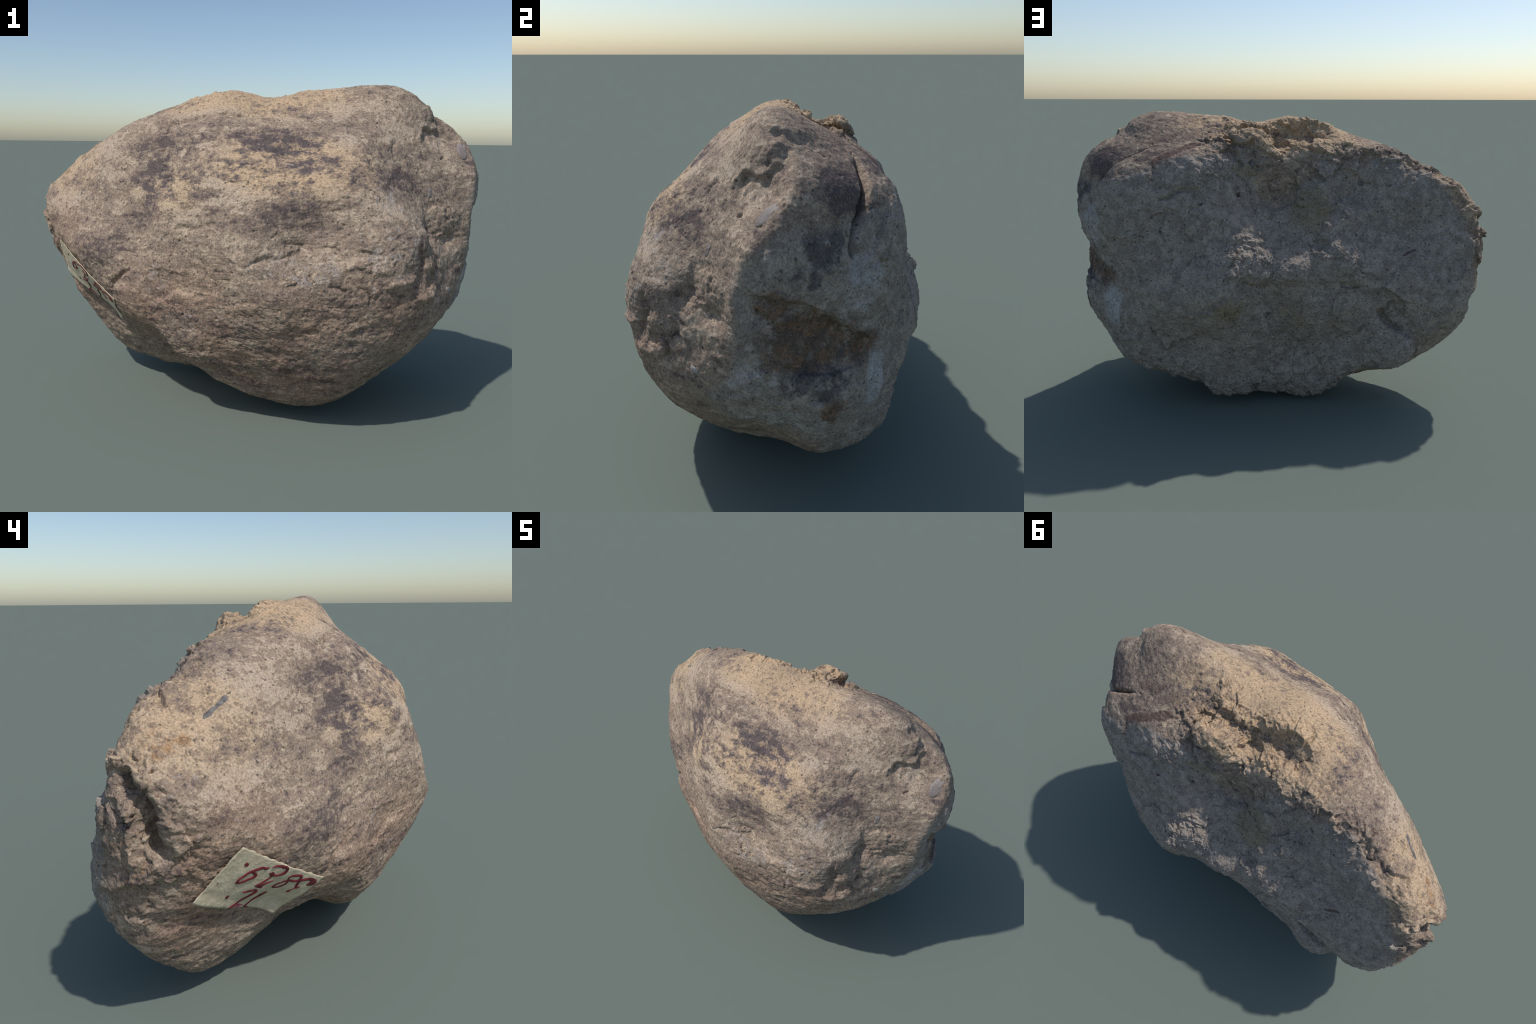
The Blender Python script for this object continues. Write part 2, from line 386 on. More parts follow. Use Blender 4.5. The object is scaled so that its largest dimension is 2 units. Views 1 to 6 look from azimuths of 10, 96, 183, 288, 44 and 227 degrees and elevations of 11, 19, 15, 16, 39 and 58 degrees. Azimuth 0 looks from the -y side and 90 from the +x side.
def carve(p, f):
    n = vertex_normals(p, f)
    # broken crest with its roofed hollow
    scarp(p, n, CREST_LIP, (0.2, 1, -0.4), 0.045, 0.05)
    mound(p, n, (-0.130, 0.105, 1.295), (0.13, 0.055, 0.07), -0.050, sharp=3)
    mound(p, n, (-0.060, 0.170, 1.270), (0.16, 0.035, 0.06), -0.018)
    mound(p, n, (0.010, 0.150, 1.290), (0.06, 0.03, 0.05), -0.025)
    scarp(p, n, CREST_FLANK, (1, 0.1, -0.1), 0.045, 0.06, edge=0.005)
    mound(p, n, (0.10, 0.22, 1.265), (0.10, 0.05, 0.05), 0.018)
    scarp(p, n, CREST_TAIL, (0, 1, -0.6), 0.018, 0.04)
    # back face
    scarp(p, n, SHELF_BACK, (0, 0.1, 1), 0.022, 0.06, edge=0.018)
    scarp(p, n, SHELF_LIP, (0, 0, -1), 0.022, 0.06, edge=0.012)
    scarp(p, n, BACK_ARCH, (0, 0, -1), 0.018, 0.07, edge=0.014)
    scarp(p, n, SCOOP_EDGE, (1, -0.2, 0), 0.022, 0.07, edge=0.012)
    crack(p, n, [(-0.545, 0.435, 0.485), (-0.560, 0.433, 0.470), (-0.590, 0.431, 0.430), (-0.640, 0.396, 0.385)], 0.015, 0.040)
    crack(p, n, [(-0.570, 0.395, 0.540), (-0.585, 0.39, 0.500), (-0.613, 0.383, 0.441), (-0.676, 0.362, 0.348), (-0.731, 0.300, 0.280)], 0.030, 0.032, wobble=0.012)
    crack(p, n, [(-0.622, 0.423, 0.535), (-0.617, 0.424, 0.499), (-0.610, 0.43, 0.48)], 0.007, 0.02)
    crack(p, n, [(0.47, 0.43, 0.98), (0.441, 0.436, 1.014), (0.41, 0.43, 1.05), (0.35, 0.43, 1.05)], 0.008, 0.016)
    crack(p, n, [(0.165, 0.36, 1.045), (0.157, 0.368, 1.015)], 0.008, 0.012)
    crack(p, n, BOTTOM_EDGE[2:5], 0.03, -0.012, wobble=0.02)
    mound(p, n, (0.350, 0.385, 0.130), (0.03, 0.05, 0.04), -0.030)
    mound(p, n, (0.106, 0.380, 0.095), (0.025, 0.05, 0.04), -0.020)
    scarp(p, n, [(-0.19, 0.32, 0.08), (-0.27, 0.33, 0.12), (-0.36, 0.33, 0.17), (-0.42, 0.37, 0.24)], (-1, 0, -0.3), 0.035, 0.06, edge=0.012)
    # right end
    scarp(p, n, RIGHT_JOINT[2:], (0.5, -1, 0), 0.018, 0.05, edge=0.004, wobble=0.006)
    crack(p, n, RIGHT_JOINT[1:5], 0.0040, 0.007, wobble=0.006)
    crack(p, n, RIGHT_JOINT[2:], 0.0095, 0.048, wobble=0.005)
    mound(p, n, (0.868, 0.300, 0.965), (0.03, 0.03, 0.05), -0.02)
    # hollow under a slanting brow, sharp ridge in front of it
    scarp(p, n, [(0.985, -0.01, 0.900), (0.977, 0.106, 0.866), (0.947, 0.198, 0.841), (0.876, 0.277, 0.749), (0.762, 0.388, 0.639)],
          (0, -0.3, -1), 0.042, 0.08, edge=0.008)
    crack(p, n, [(0.797, 0.103, 1.284), (0.834, 0.117, 1.249), (0.938, 0.100, 1.145), (0.964, 0.067, 1.077), (0.941, -0.009, 0.990), (0.943, -0.029, 0.931), (0.950, -0.045, 0.850), (0.960, -0.05, 0.70)], 0.030, -0.013, wobble=0.004)
    # chipped pit below the top corner: an overhanging brow over a flat broken face
    scarp(p, n, NOTCH_EDGE, (1, 0.3, -0.5), 0.026, 0.085, edge=0.005, wobble=0.008, cut=True)
    mound(p, n, (0.792, 0.025, 1.215), (0.034, 0.034, 0.024), -0.012)
    mound(p, n, (0.800, 0.078, 1.268), (0.034, 0.030, 0.022), -0.010)
    mound(p, n, (0.745, 0.055, 1.320), (0.02, 0.02, 0.02), -0.010, sharp=4)
    mound(p, n, (0.870, 0.040, 1.150), (0.05, 0.06, 0.05), -0.006, sharp=4)
    scarp(p, n, LOBE_EDGE, (0.7, 0.7, -0.3), 0.022, 0.06, edge=0.022)
    mound(p, n, (0.795, -0.250, 0.800), (0.06, 0.05, 0.06), -0.03)
    mound(p, n, (0.865, -0.140, 0.760), (0.05, 0.05, 0.025), -0.022)
    mound(p, n, (0.775, -0.340, 0.690), 0.028, 0.016)
    mound(p, n, (0.860, -0.120, 0.860), (0.05, 0.05, 0.03), 0.014)
    crack(p, n, [(0.640, -0.143, 1.150), (0.640, -0.175, 1.130), (0.645, -0.200, 1.100)], 0.010, 0.010)
    crack(p, n, [(0.851, -0.041, 1.090), (0.845, -0.060, 1.08)], 0.008, 0.012)
    # left end: a ledge over a deep channel, then broken layers
    scarp(p, n, LEFT_STEP, (-0.2, 0.5, -1), 0.050, 0.06, edge=0.006, cut=True)
    crack(p, n, LEFT_CHANNEL, 0.026, 0.045, wobble=0.010)
    for path, w, h in (([(-0.996, 0.084, 0.785), (-0.993, 0.092, 0.756), (-0.986, 0.066, 0.730), (-0.966, 0.041, 0.693)], 0.008, 0.018),
                       ([(-0.951, 0.244, 0.851), (-0.963, 0.216, 0.804), (-0.956, 0.237, 0.724)], 0.012, 0.018),
                       ([(-0.988, 0.135, 0.856), (-0.994, 0.121, 0.807), (-0.987, 0.126, 0.723), (-0.976, 0.122, 0.663)], 0.010, -0.014),
                       ([(-0.962, 0.134, 0.608), (-0.949, 0.083, 0.604), (-0.939, 0.069, 0.596)], 0.007, 0.010)):
        crack(p, n, path, w, h, wobble=0.008)
    scarp(p, n, [(-0.90, 0.30, 0.53), (-0.936, 0.234, 0.560), (-0.962, 0.134, 0.600), (-0.94, 0.06, 0.61)], (0, 0, -1), 0.030, 0.05, edge=0.008)
    scarp(p, n, [(-0.926, 0.20, 0.477), (-0.914, 0.129, 0.469), (-0.860, 0.099, 0.391)], (0.2, -0.2, 1), 0.022, 0.04, edge=0.008)
    scarp(p, n, [(-0.896, 0.196, 0.394), (-0.854, 0.125, 0.350), (-0.795, 0.115, 0.282)], (0, 0, -1), 0.016, 0.04, edge=0.006)
    crack(p, n, [(-0.700, -0.046, 1.106), (-0.735, -0.030, 1.085), (-0.787, -0.005, 1.053)], 0.012, 0.012, wobble=0.002)
    mound(p, n, (-0.800, 0.148, 1.075), 0.026, 0.014)
    crack(p, n, [(-0.78, 0.155, 1.09), (-0.805, 0.17, 1.075), (-0.83, 0.165, 1.06)], 0.010, 0.014)
    # front
    scarp(p, n, TOP_RIM, (0, -1, -0.3), 0.010, 0.03, edge=0.004)
    crack(p, n, TOP_RIM, 0.006, 0.010)
    crack(p, n, [(-0.400, -0.385, 0.625), (-0.435, -0.375, 0.609), (-0.475, -0.358, 0.575), (-0.493, -0.335, 0.553), (-0.500, -0.318, 0.505)], 0.008, 0.016)
    scarp(p, n, [(-0.294, -0.416, 0.479), (-0.268, -0.425, 0.513), (-0.230, -0.435, 0.530), (-0.165, -0.482, 0.567),
                 (-0.109, -0.510, 0.553), (-0.014, -0.554, 0.575), (0.044, -0.580, 0.600)], (0, 0, 1), 0.014, 0.04, edge=0.008)
    crack(p, n, [(0.131, -0.584, 0.695), (0.144, -0.577, 0.713), (0.185, -0.563, 0.732), (0.227, -0.547, 0.728), (0.30, -0.52, 0.745)], 0.009, 0.012)
    crack(p, n, [(0.00, -0.53, 0.850), (-0.039, -0.533, 0.845), (-0.088, -0.518, 0.827), (-0.165, -0.460, 0.820)], 0.012, 0.010)
    crack(p, n, [(0.404, -0.527, 0.636), (0.433, -0.527, 0.631), (0.471, -0.526, 0.620)], 0.007, 0.012)
    crack(p, n, [(0.517, -0.515, 0.764), (0.541, -0.513, 0.762), (0.569, -0.512, 0.749), (0.616, -0.499, 0.748)], 0.006, 0.008)
    mound(p, n, (-0.080, -0.090, 0.110), (0.15, 0.13, 0.09), -0.028)
    mound(p, n, (-0.290, -0.110, 0.240), (0.07, 0.08, 0.06), 0.025)
    mound(p, n, (0.955, -0.020, 0.470), 0.016, -0.012, sharp=3)
    # wrinkles and low ribs of the lower front
    for path, w, h in (([(-0.306, -0.417, 0.663), (-0.246, -0.446, 0.655), (-0.140, -0.492, 0.654)], 0.012, -0.006),
                       ([(0.236, -0.521, 0.780), (0.278, -0.508, 0.775), (0.322, -0.511, 0.779), (0.304, -0.511, 0.739)], 0.014, 0.012),
                       ([(0.395, -0.521, 0.777), (0.438, -0.526, 0.770), (0.452, -0.528, 0.759)], 0.008, 0.008),
                       ([(0.478, -0.539, 0.704), (0.524, -0.529, 0.721), (0.570, -0.515, 0.728)], 0.012, -0.008),
                       ([(0.621, -0.501, 0.644), (0.679, -0.470, 0.647), (0.724, -0.435, 0.659)], 0.014, -0.012),
                       ([(0.723, -0.434, 0.583), (0.766, -0.391, 0.577), (0.801, -0.339, 0.581)], 0.014, -0.014),
                       ([(0.730, -0.399, 0.755), (0.753, -0.385, 0.723), (0.749, -0.405, 0.671), (0.726, -0.434, 0.616)], 0.020, 0.024),
                       ([(0.798, -0.256, 0.694), (0.807, -0.302, 0.625), (0.822, -0.305, 0.547)], 0.018, 0.018),
                       ([(0.481, -0.541, 0.695), (0.496, -0.544, 0.651), (0.551, -0.528, 0.621), (0.600, -0.503, 0.577)], 0.010, 0.007)):
        crack(p, n, path, w, h, wobble=0.008)
    mound(p, n, (0.361, -0.543, 0.459), (0.03, 0.03, 0.010), -0.010)
    mound(p, n, (0.542, -0.503, 0.463), 0.013, -0.012)
    mound(p, n, (-0.077, -0.169, 1.287), 0.016, -0.008)
    mound(p, n, (-0.240, -0.147, 1.249), 0.014, -0.008)


def grain(p, f):
    n = vertex_normals(p, f)
    fr = fracture_amount(p)
    ro = rough_amount(p)
    rind = (1 - fr) * (1 - 0.7 * ro)
    h = 0.0035 * fbm(p, 11, 3, 60)

    def where(m, fn):
        i = np.where(m > 0.01)[0]
        h[i] += m[i] * fn(p[i])

    # rind: rubbed smooth, pitted, faintly ribbed along the bedding
    where(rind, lambda q: 0.0022 * fbm(q, 38, 3, 70) - 0.0045 * ramp(noise(q, 48, 77), 0.45, 0.85) - 0.003 * ramp(noise(q, 85, 79), 0.45, 0.8))
    lower = rind * (1 - ramp(p[:, 2], 0.75, 1.0))
    where(lower, lambda q: 0.0075 * (0.3 - np.abs(noise(q * np.array([1, 1, 2.6]) + 0.03 * noise(q, 8, 73)[:, None], 5.5, 71))) + 0.0012 * fbm(q * np.array([1, 1, 2.0]), 22, 2, 72))
    # fine creases along the bedding, in drifts
    where(rind * ramp(noise(p, 6, 74), 0.0, 0.5) * (1 - ramp(p[:, 2], 1.0, 1.15)), lambda q: -0.0020 * ramp(0.16 - np.abs(noise(
        q * np.array([1, 1, 3.2]) + 0.02 * noise(q, 9, 75)[:, None], 11, 76)), 0, 0.16) + 0.0008 * noise(q * np.array([1, 1, 3.0]), 34, 78))
    # fracture: hackly, flaked
    where(fr, lambda q: 0.004 * fbm(q, 13, 3, 80) + 0.010 * chips(q + 0.02 * noise(q, 14, 84)[:, None], 6.5, 3)
          + 0.004 * chips(q + 0.008 * noise(q, 40, 86)[:, None], 19, 4) + 0.0022 * fbm(q, 55, 2, 88))

    where(fr * ramp(noise(p, 7, 160), -0.1, 0.4), lambda q: 0.006 * chips(q + 0.004 * noise(q, 60, 161)[:, None], 28, 11))
    where(fr, lambda q: -0.0045 * ramp(noise(q, 44, 162), 0.5, 0.85))

    # coarse broken lumps
    def lumps(q):
        w = np.stack([noise(q, 34, 90), noise(q, 34, 91), noise(q, 34, 92)], 1)
        return (0.019 * chips(q + 0.012 * w, 10, 5) + 0.0055 * chips(q + 0.006 * w, 34, 6)
                + 0.004 * (0.3 - np.abs(noise(q, 30, 95))) + 0.0025 * fbm(q, 75, 2, 97))

    where(ro, lumps)
    top = ro * ramp(p[:, 2], 1.12, 1.2)
    where(top, lambda q: 0.008 * chips(q + 0.006 * noise(q, 30, 150)[:, None], 18, 9))
    p += n * h[:, None]
    return p


def build_body(levels=8):
    u, f = icosphere(levels)
    p = CENTRE + u * radius(u)[:, None]
    carve(p, f)
    grain(p, f)
    low = p[:, 2].min() - 0.003
    p[:, 2] -= low * (1 - ramp(p[:, 2], 0.0, 0.3))    # rests on the ground
    return p, f


def mesh_from(name, p, f, normals=None):
    me = bpy.data.meshes.new(name)
    me.vertices.add(len(p))
    me.vertices.foreach_set("co", np.asarray(p, np.float32).ravel())
    me.loops.add(f.size)
    me.loops.foreach_set("vertex_index", f.astype(np.int32).ravel())
    me.polygons.add(len(f))
    k = f.shape[1]
    me.polygons.foreach_set("loop_start", np.arange(0, f.size, k, dtype=np.int32))
    me.update(calc_edges=True)
    me.polygons.foreach_set("use_smooth", np.ones(len(f), bool))
    if normals is not None:
        me.normals_split_custom_set_from_vertices(normals.astype(np.float32))
    return me


def add_object(name, me, parent, mat=None):
    ob = bpy.data.objects.new(name, me)
    bpy.context.scene.collection.objects.link(ob)
    ob.parent = parent
    if mat:
        me.materials.append(mat)
    return ob
# ---------------------------------------------------------------- materials
class Nodes:
    def __init__(self, name):
        self.mat = bpy.data.materials.new(name)
        self.mat.use_nodes = True
        self.t = self.mat.node_tree
        self.t.nodes.clear()
        self.out = self.t.nodes.new("ShaderNodeOutputMaterial")
        self.bsdf = self.t.nodes.new("ShaderNodeBsdfPrincipled")
        self.t.links.new(self.bsdf.outputs[0], self.out.inputs[0])
        self.obj = self.t.nodes.new("ShaderNodeTexCoord").outputs["Object"]

    def link(self, v, sock):
        if isinstance(v, bpy.types.NodeSocket):
            self.t.links.new(v, sock)
        elif isinstance(v, (tuple, list)) and len(v) == 3 and sock.type == 'RGBA':
            sock.default_value = (*v, 1)
        else:
            sock.default_value = v

    def math(self, op, a, b=0.0, c=0.0, clamp=False):
        n = self.t.nodes.new("ShaderNodeMath")
        n.operation = op
        n.use_clamp = clamp
        for s, v in zip(n.inputs, (a, b, c)):
            self.link(v, s)
        return n.outputs[0]

    def add(self, *v):
        out = v[0]
        for x in v[1:]:
            out = self.math('ADD', out, x)
        return out

    def mul(self, a, b):
        return self.math('MULTIPLY', a, b)

    def step(self, v, a, b, lo=0.0, hi=1.0):
        n = self.t.nodes.new("ShaderNodeMapRange")
        n.interpolation_type = 'SMOOTHSTEP'
        self.link(v, n.inputs[0])
        for k, x in zip((1, 2, 3, 4), (a, b, lo, hi)):
            n.inputs[k].default_value = x
        return n.outputs[0]

    def noise(self, scale, detail=3.0, rough=0.55, at=None, offset=0.0, stretch=None, turn=(0, 0, 0), distort=0.0):
        m = self.t.nodes.new("ShaderNodeMapping")
        self.link(at or self.obj, m.inputs[0])
        m.inputs["Location"].default_value = (offset, offset * 0.7, offset * 1.3)
        m.inputs["Rotation"].default_value = turn
        if stretch:
            m.inputs["Scale"].default_value = stretch
        n = self.t.nodes.new("ShaderNodeTexNoise")
        self.t.links.new(m.outputs[0], n.inputs["Vector"])
        n.inputs["Scale"].default_value = scale
        n.inputs["Detail"].default_value = detail
        n.inputs["Roughness"].default_value = rough
        n.inputs["Distortion"].default_value = distort
        return n.outputs[0]

    def specks(self, scale, size, soft=0.05, jitter=1.0, keep=1.0, offset=0.0):
        """Scattered spots: 1 inside a spot; keep = share of the cells that carry one."""
        m = self.t.nodes.new("ShaderNodeMapping")
        self.link(self.shaky, m.inputs[0])
        m.inputs["Location"].default_value = (offset, offset * 0.3, offset * 0.9)
        v = self.t.nodes.new("ShaderNodeTexVoronoi")
        self.t.links.new(m.outputs[0], v.inputs["Vector"])
        v.inputs["Scale"].default_value = scale
        v.inputs["Randomness"].default_value = jitter
        spot = self.step(v.outputs["Distance"], size + soft, size - soft)
        if keep < 1:
            s = self.t.nodes.new("ShaderNodeSeparateColor")
            self.t.links.new(v.outputs["Color"], s.inputs[0])
            spot = self.mul(spot, self.math('LESS_THAN', s.outputs[0], keep))
        return spot

    def mix(self, fac, a, b, mode='MIX'):
        n = self.t.nodes.new("ShaderNodeMix")
        n.data_type = 'RGBA'
        n.blend_type = mode
        self.link(fac, n.inputs[0])
        self.link(a, n.inputs[6])
        self.link(b, n.inputs[7])
        return n.outputs[2]

    def colour_ramp(self, v, stops):
        n = self.t.nodes.new("ShaderNodeValToRGB")
        self.link(v, n.inputs[0])
        e = n.color_ramp.elements
        e[0].position, e[0].color = stops[0][0], (*stops[0][1], 1)
        e[1].position, e[1].color = stops[-1][0], (*stops[-1][1], 1)
        for p, c in stops[1:-1]:
            e.new(p).color = (*c, 1)
        return n.outputs[0]

    def xyz(self, at=None):
        n = self.t.nodes.new("ShaderNodeSeparateXYZ")
        self.link(at or self.obj, n.inputs[0])
        return n.outputs

    def warp(self, scale, amount):
        n = self.t.nodes.new("ShaderNodeTexNoise")
        self.t.links.new(self.obj, n.inputs["Vector"])
        n.inputs["Scale"].default_value = scale
        n.inputs["Detail"].default_value = 4
        s = self.t.nodes.new("ShaderNodeVectorMath")
        s.operation = 'MULTIPLY_ADD'
        self.t.links.new(n.outputs["Color"], s.inputs[0])
        s.inputs[1].default_value = (amount,) * 3
        self.t.links.new(self.obj, s.inputs[2])
        b = self.t.nodes.new("ShaderNodeVectorMath")
        b.operation = 'SUBTRACT'
        self.t.links.new(s.outputs[0], b.inputs[0])
        b.inputs[1].default_value = (amount / 2,) * 3
        return b.outputs[0]

    def spots(self, places, at):
        """Largest of several soft balls: places = (centre, radius or three radii, weight)."""
        out = None
        for c, r, k in places:
            m = self.t.nodes.new("ShaderNodeVectorMath")
            m.operation = 'SUBTRACT'
            self.link(at, m.inputs[0])
            m.inputs[1].default_value = c
            d = self.t.nodes.new("ShaderNodeVectorMath")
            d.operation = 'DIVIDE'
            self.t.links.new(m.outputs[0], d.inputs[0])
            d.inputs[1].default_value = (r,) * 3 if not isinstance(r, tuple) else r
            l = self.t.nodes.new("ShaderNodeVectorMath")
            l.operation = 'LENGTH'
            self.t.links.new(d.outputs[0], l.inputs[0])
            v = self.step(l.outputs["Value"], 1.35, 0.45, 0.0, k)
            out = v if out is None else self.math('MAXIMUM', out, v)
        return out

    def streaks(self, lines, at):
        """Soft strokes: lines = (end, end, half width, weight)."""
        out = None
        for a, b, w, k in lines:
            a, b = np.array(a), np.array(b)
            mid, d = (a + b) / 2, (b - a)
            L = np.linalg.norm(d)
            d /= L
            m = self.t.nodes.new("ShaderNodeVectorMath")
            m.operation = 'SUBTRACT'
            self.link(at, m.inputs[0])
            m.inputs[1].default_value = tuple(mid)
            dot = self.t.nodes.new("ShaderNodeVectorMath")
            dot.operation = 'DOT_PRODUCT'
            self.t.links.new(m.outputs[0], dot.inputs[0])
            dot.inputs[1].default_value = tuple(d)
            l2 = self.t.nodes.new("ShaderNodeVectorMath")
            l2.operation = 'DOT_PRODUCT'
            self.t.links.new(m.outputs[0], l2.inputs[0])
            self.t.links.new(m.outputs[0], l2.inputs[1])
            al = dot.outputs["Value"]
            r2 = self.math('SUBTRACT', l2.outputs["Value"], self.mul(al, al))
            q = self.add(self.mul(r2, 1 / (w * w)), self.math('POWER', self.mul(self.math('ABSOLUTE', al), 2 / L), 6.0))
            v = self.step(q, 1.3, 0.6, 0.0, k)
            out = v if out is None else self.math('MAXIMUM', out, v)
        return out

    def bump(self, height, distance, strength=1.0, normal=None):
        n = self.t.nodes.new("ShaderNodeBump")
        n.inputs["Distance"].default_value = distance
        n.inputs["Strength"].default_value = strength
        self.link(height, n.inputs["Height"])
        if normal is not None:
            self.t.links.new(normal, n.inputs["Normal"])
        return n.outputs[0]


def fracture_mask(g, at):
    """Node twin of fracture_amount()."""
    x, y, z = g.xyz(at)[:3]
    left = g.mul(g.math('MAXIMUM', g.math('MULTIPLY_ADD', x, -1.0, -0.58), 0.0), 0.55)
    right = g.mul(g.step(x, 0.55, 0.80, 0.0, -0.25), g.step(z, 1.12, 1.05))
    edge = g.add(g.math('MULTIPLY_ADD', x, 0.235, 0.28), left, right)
    back = g.step(g.math('SUBTRACT', y, edge), -0.014, 0.012)
    ramp_node = g.t.nodes.new("ShaderNodeFloatCurve")
    cv = ramp_node.mapping.curves[0]
    pts = [((zz - 0.3) / 0.9, 0.5 + yy) for zz, yy in zip(RIM_Z, RIM_Y)]
    cv.points[0].location, cv.points[1].location = pts[0], pts[-1]
    for q in pts[1:-1]:
        cv.points.new(*q)
    ramp_node.mapping.update()
    g.link(g.math('MULTIPLY_ADD', z, 1 / 0.9, -0.3 / 0.9, clamp=True), ramp_node.inputs["Value"])
    rim = g.math('SUBTRACT', ramp_node.outputs[0], 0.5)
    end = g.mul(g.mul(g.step(x, 0.79, 0.85), g.step(g.math('SUBTRACT', y, rim), -0.03, 0.03)), g.step(z, 1.10, 1.04))
    return g.math('MAXIMUM', back, end)


def rock_material():
    g = Nodes("weathered_rock")
    w1 = g.warp(9, 0.07)
    w2 = g.warp(28, 0.035)
    g.shaky = g.warp(110, 0.014)
    fine = g.noise(75, 4, 0.65)
    fine2 = g.noise(140, 3, 0.6, offset=3.1)
    mid = g.noise(22, 5, 0.65, offset=1.7)
    big = g.noise(5, 4, 0.6, offset=0.4)

    # --- weathered rind: one field runs from bare purple-grey stone through tan to pale ochre crust
    bare = g.spots([
        ((-0.30, -0.31, 1.01), (0.10, 0.08, 0.06), 0.26), ((-0.36, -0.30, 0.95), (0.10, 0.06, 0.06), 0.22),
        ((-0.34, -0.33, 0.83), (0.14, 0.07, 0.05), 0.18),
        ((-0.26, -0.24, 1.12), (0.14, 0.08, 0.05), 0.17), ((-0.40, -0.20, 1.11), (0.14, 0.08, 0.05), 0.16),
        ((-0.12, -0.34, 1.06), (0.20, 0.08, 0.04), 0.15), ((0.20, -0.30, 1.15), (0.18, 0.10, 0.08), 0.19),
        ((0.33, -0.40, 1.06), (0.12, 0.07, 0.06), 0.14), ((0.28, -0.15, 1.26), (0.14, 0.05, 0.03), 0.18),
        ((0.66, -0.26, 1.00), (0.12, 0.12, 0.08), 0.18), ((0.20, -0.52, 0.88), (0.24, 0.08, 0.07), 0.16),
        ((-0.04, -0.46, 0.94), (0.06, 0.05, 0.02), 0.24), ((-0.20, -0.47, 0.45), (0.16, 0.10, 0.10), 0.10),
        ((0.05, -0.58, 0.45), (0.26, 0.12, 0.06), 0.12), ((0.55, -0.50, 0.55), (0.24, 0.12, 0.05), 0.10),
        ((-0.60, -0.28, 0.70), (0.16, 0.12, 0.08), 0.15), ((-0.75, -0.10, 0.45), (0.20, 0.14, 0.12), 0.12),
        ((0.75, 0.22, 1.14), (0.14, 0.12, 0.09), 0.36), ((0.50, 0.20, 1.26), (0.16, 0.10, 0.05), 0.16),
        ((0.50, 0.36, 1.18), (0.16, 0.08, 0.06), 0.18), ((0.86, 0.14, 1.05), (0.08, 0.06, 0.09), 0.32),
        ((-0.55, 0.08, 1.19), (0.20, 0.08, 0.05), 0.10), ((0.30, -0.45, 0.25), (0.5, 0.3, 0.2), 0.06)], w1)
    pale = g.spots([
        ((-0.10, -0.17, 1.28), (0.28, 0.10, 0.06), 0.20), ((0.25, -0.15, 1.30), (0.34, 0.14, 0.06), 0.20),
        ((0.00, 0.00, 1.34), (0.38, 0.16, 0.10), 0.22), ((-0.38, -0.295, 0.925), (0.045, 0.045, 0.035), 0.42),
        ((0.45, -0.35, 1.12), (0.08, 0.10, 0.12), 0.22), ((0.40, -0.48, 0.99), 0.07, 0.24), ((0.10, -0.36, 1.04), (0.22, 0.10, 0.08), 0.16),
        ((0.05, -0.49, 0.94), (0.18, 0.08, 0.06), 0.24), ((-0.14, -0.44, 0.90), (0.14, 0.08, 0.05), 0.24),
        ((-0.62, -0.06, 1.12), (0.24, 0.16, 0.10), 0.17), ((-0.45, -0.24, 1.04), (0.07, 0.08, 0.07), 0.18),
        ((-0.85, 0.06, 1.00), (0.18, 0.16, 0.10), 0.18), ((-0.80, -0.10, 0.88), (0.12, 0.12, 0.10), 0.14),
        ((-0.10, 0.20, 1.27), (0.34, 0.16, 0.10), 0.18), ((-0.40, 0.10, 1.24), (0.30, 0.12, 0.10), 0.08),
        ((0.62, -0.38, 0.93), (0.14, 0.10, 0.10), 0.12), ((0.35, -0.53, 0.72), (0.24, 0.08, 0.06), 0.14),
        ((0.62, -0.08, 1.20), (0.14, 0.12, 0.10), 0.12), ((0.82, 0.00, 1.10), (0.09, 0.09, 0.10), 0.14),
        ((0.70, -0.30, 0.84), (0.10, 0.10, 0.08), 0.10)], w1)
    patch = g.noise(5.0, 6, 0.68, offset=5.2, stretch=(1, 1, 2.8), turn=(0, 0.12, 0))
    flake = g.noise(14, 9, 0.66, offset=8.3, stretch=(1, 1, 2.4), turn=(0, 0.12, 0), distort=0.5)
    crust = g.noise(38, 6, 0.70, offset=4.4)
    grains = g.noise(95, 3, 0.65, offset=2.2)
    ochre = g.step(g.add(g.math('MULTIPLY_ADD', big, 0.7, -0.35), g.spots([
        ((0.0, 0.05, 1.30), (0.55, 0.30, 0.14), 0.75), ((-0.75, 0.05, 1.00), (0.3, 0.25, 0.18), 0.55),
        ((0.25, -0.38, 1.05), (0.45, 0.2, 0.16), 0.6), ((-0.2, -0.36, 0.95), (0.3, 0.2, 0.12), 0.5)], w1)), 0.1, 0.7)
    flaky = g.add(g.spots([((-0.05, -0.36, 1.04), (0.62, 0.22, 0.19), 1.7), ((0.62, -0.30, 0.98), (0.22, 0.2, 0.14), 0.9),
                           ((-0.55, -0.25, 0.72), (0.2, 0.2, 0.12), 0.8)], w1), 0.75)
    cover = g.add(g.math('MULTIPLY_ADD', patch, 1.05, 0.50 - 0.525), g.mul(g.math('SUBTRACT', flake, 0.5), flaky),
                  g.mul(g.math('SUBTRACT', crust, 0.5), g.math('MULTIPLY_ADD', ochre, 0.25, 1.0)), g.math('MULTIPLY_ADD', grains, 0.34, -0.17), pale, g.mul(bare, -1.15))
    drab = g.colour_ramp(cover, [(0.18, (0.112, 0.089, 0.082)), (0.32, (0.172, 0.134, 0.110)), (0.41, (0.256, 0.200, 0.153)),
                                 (0.56, (0.316, 0.250, 0.187)), (0.61, (0.380, 0.305, 0.225)), (0.80, (0.415, 0.340, 0.260))])
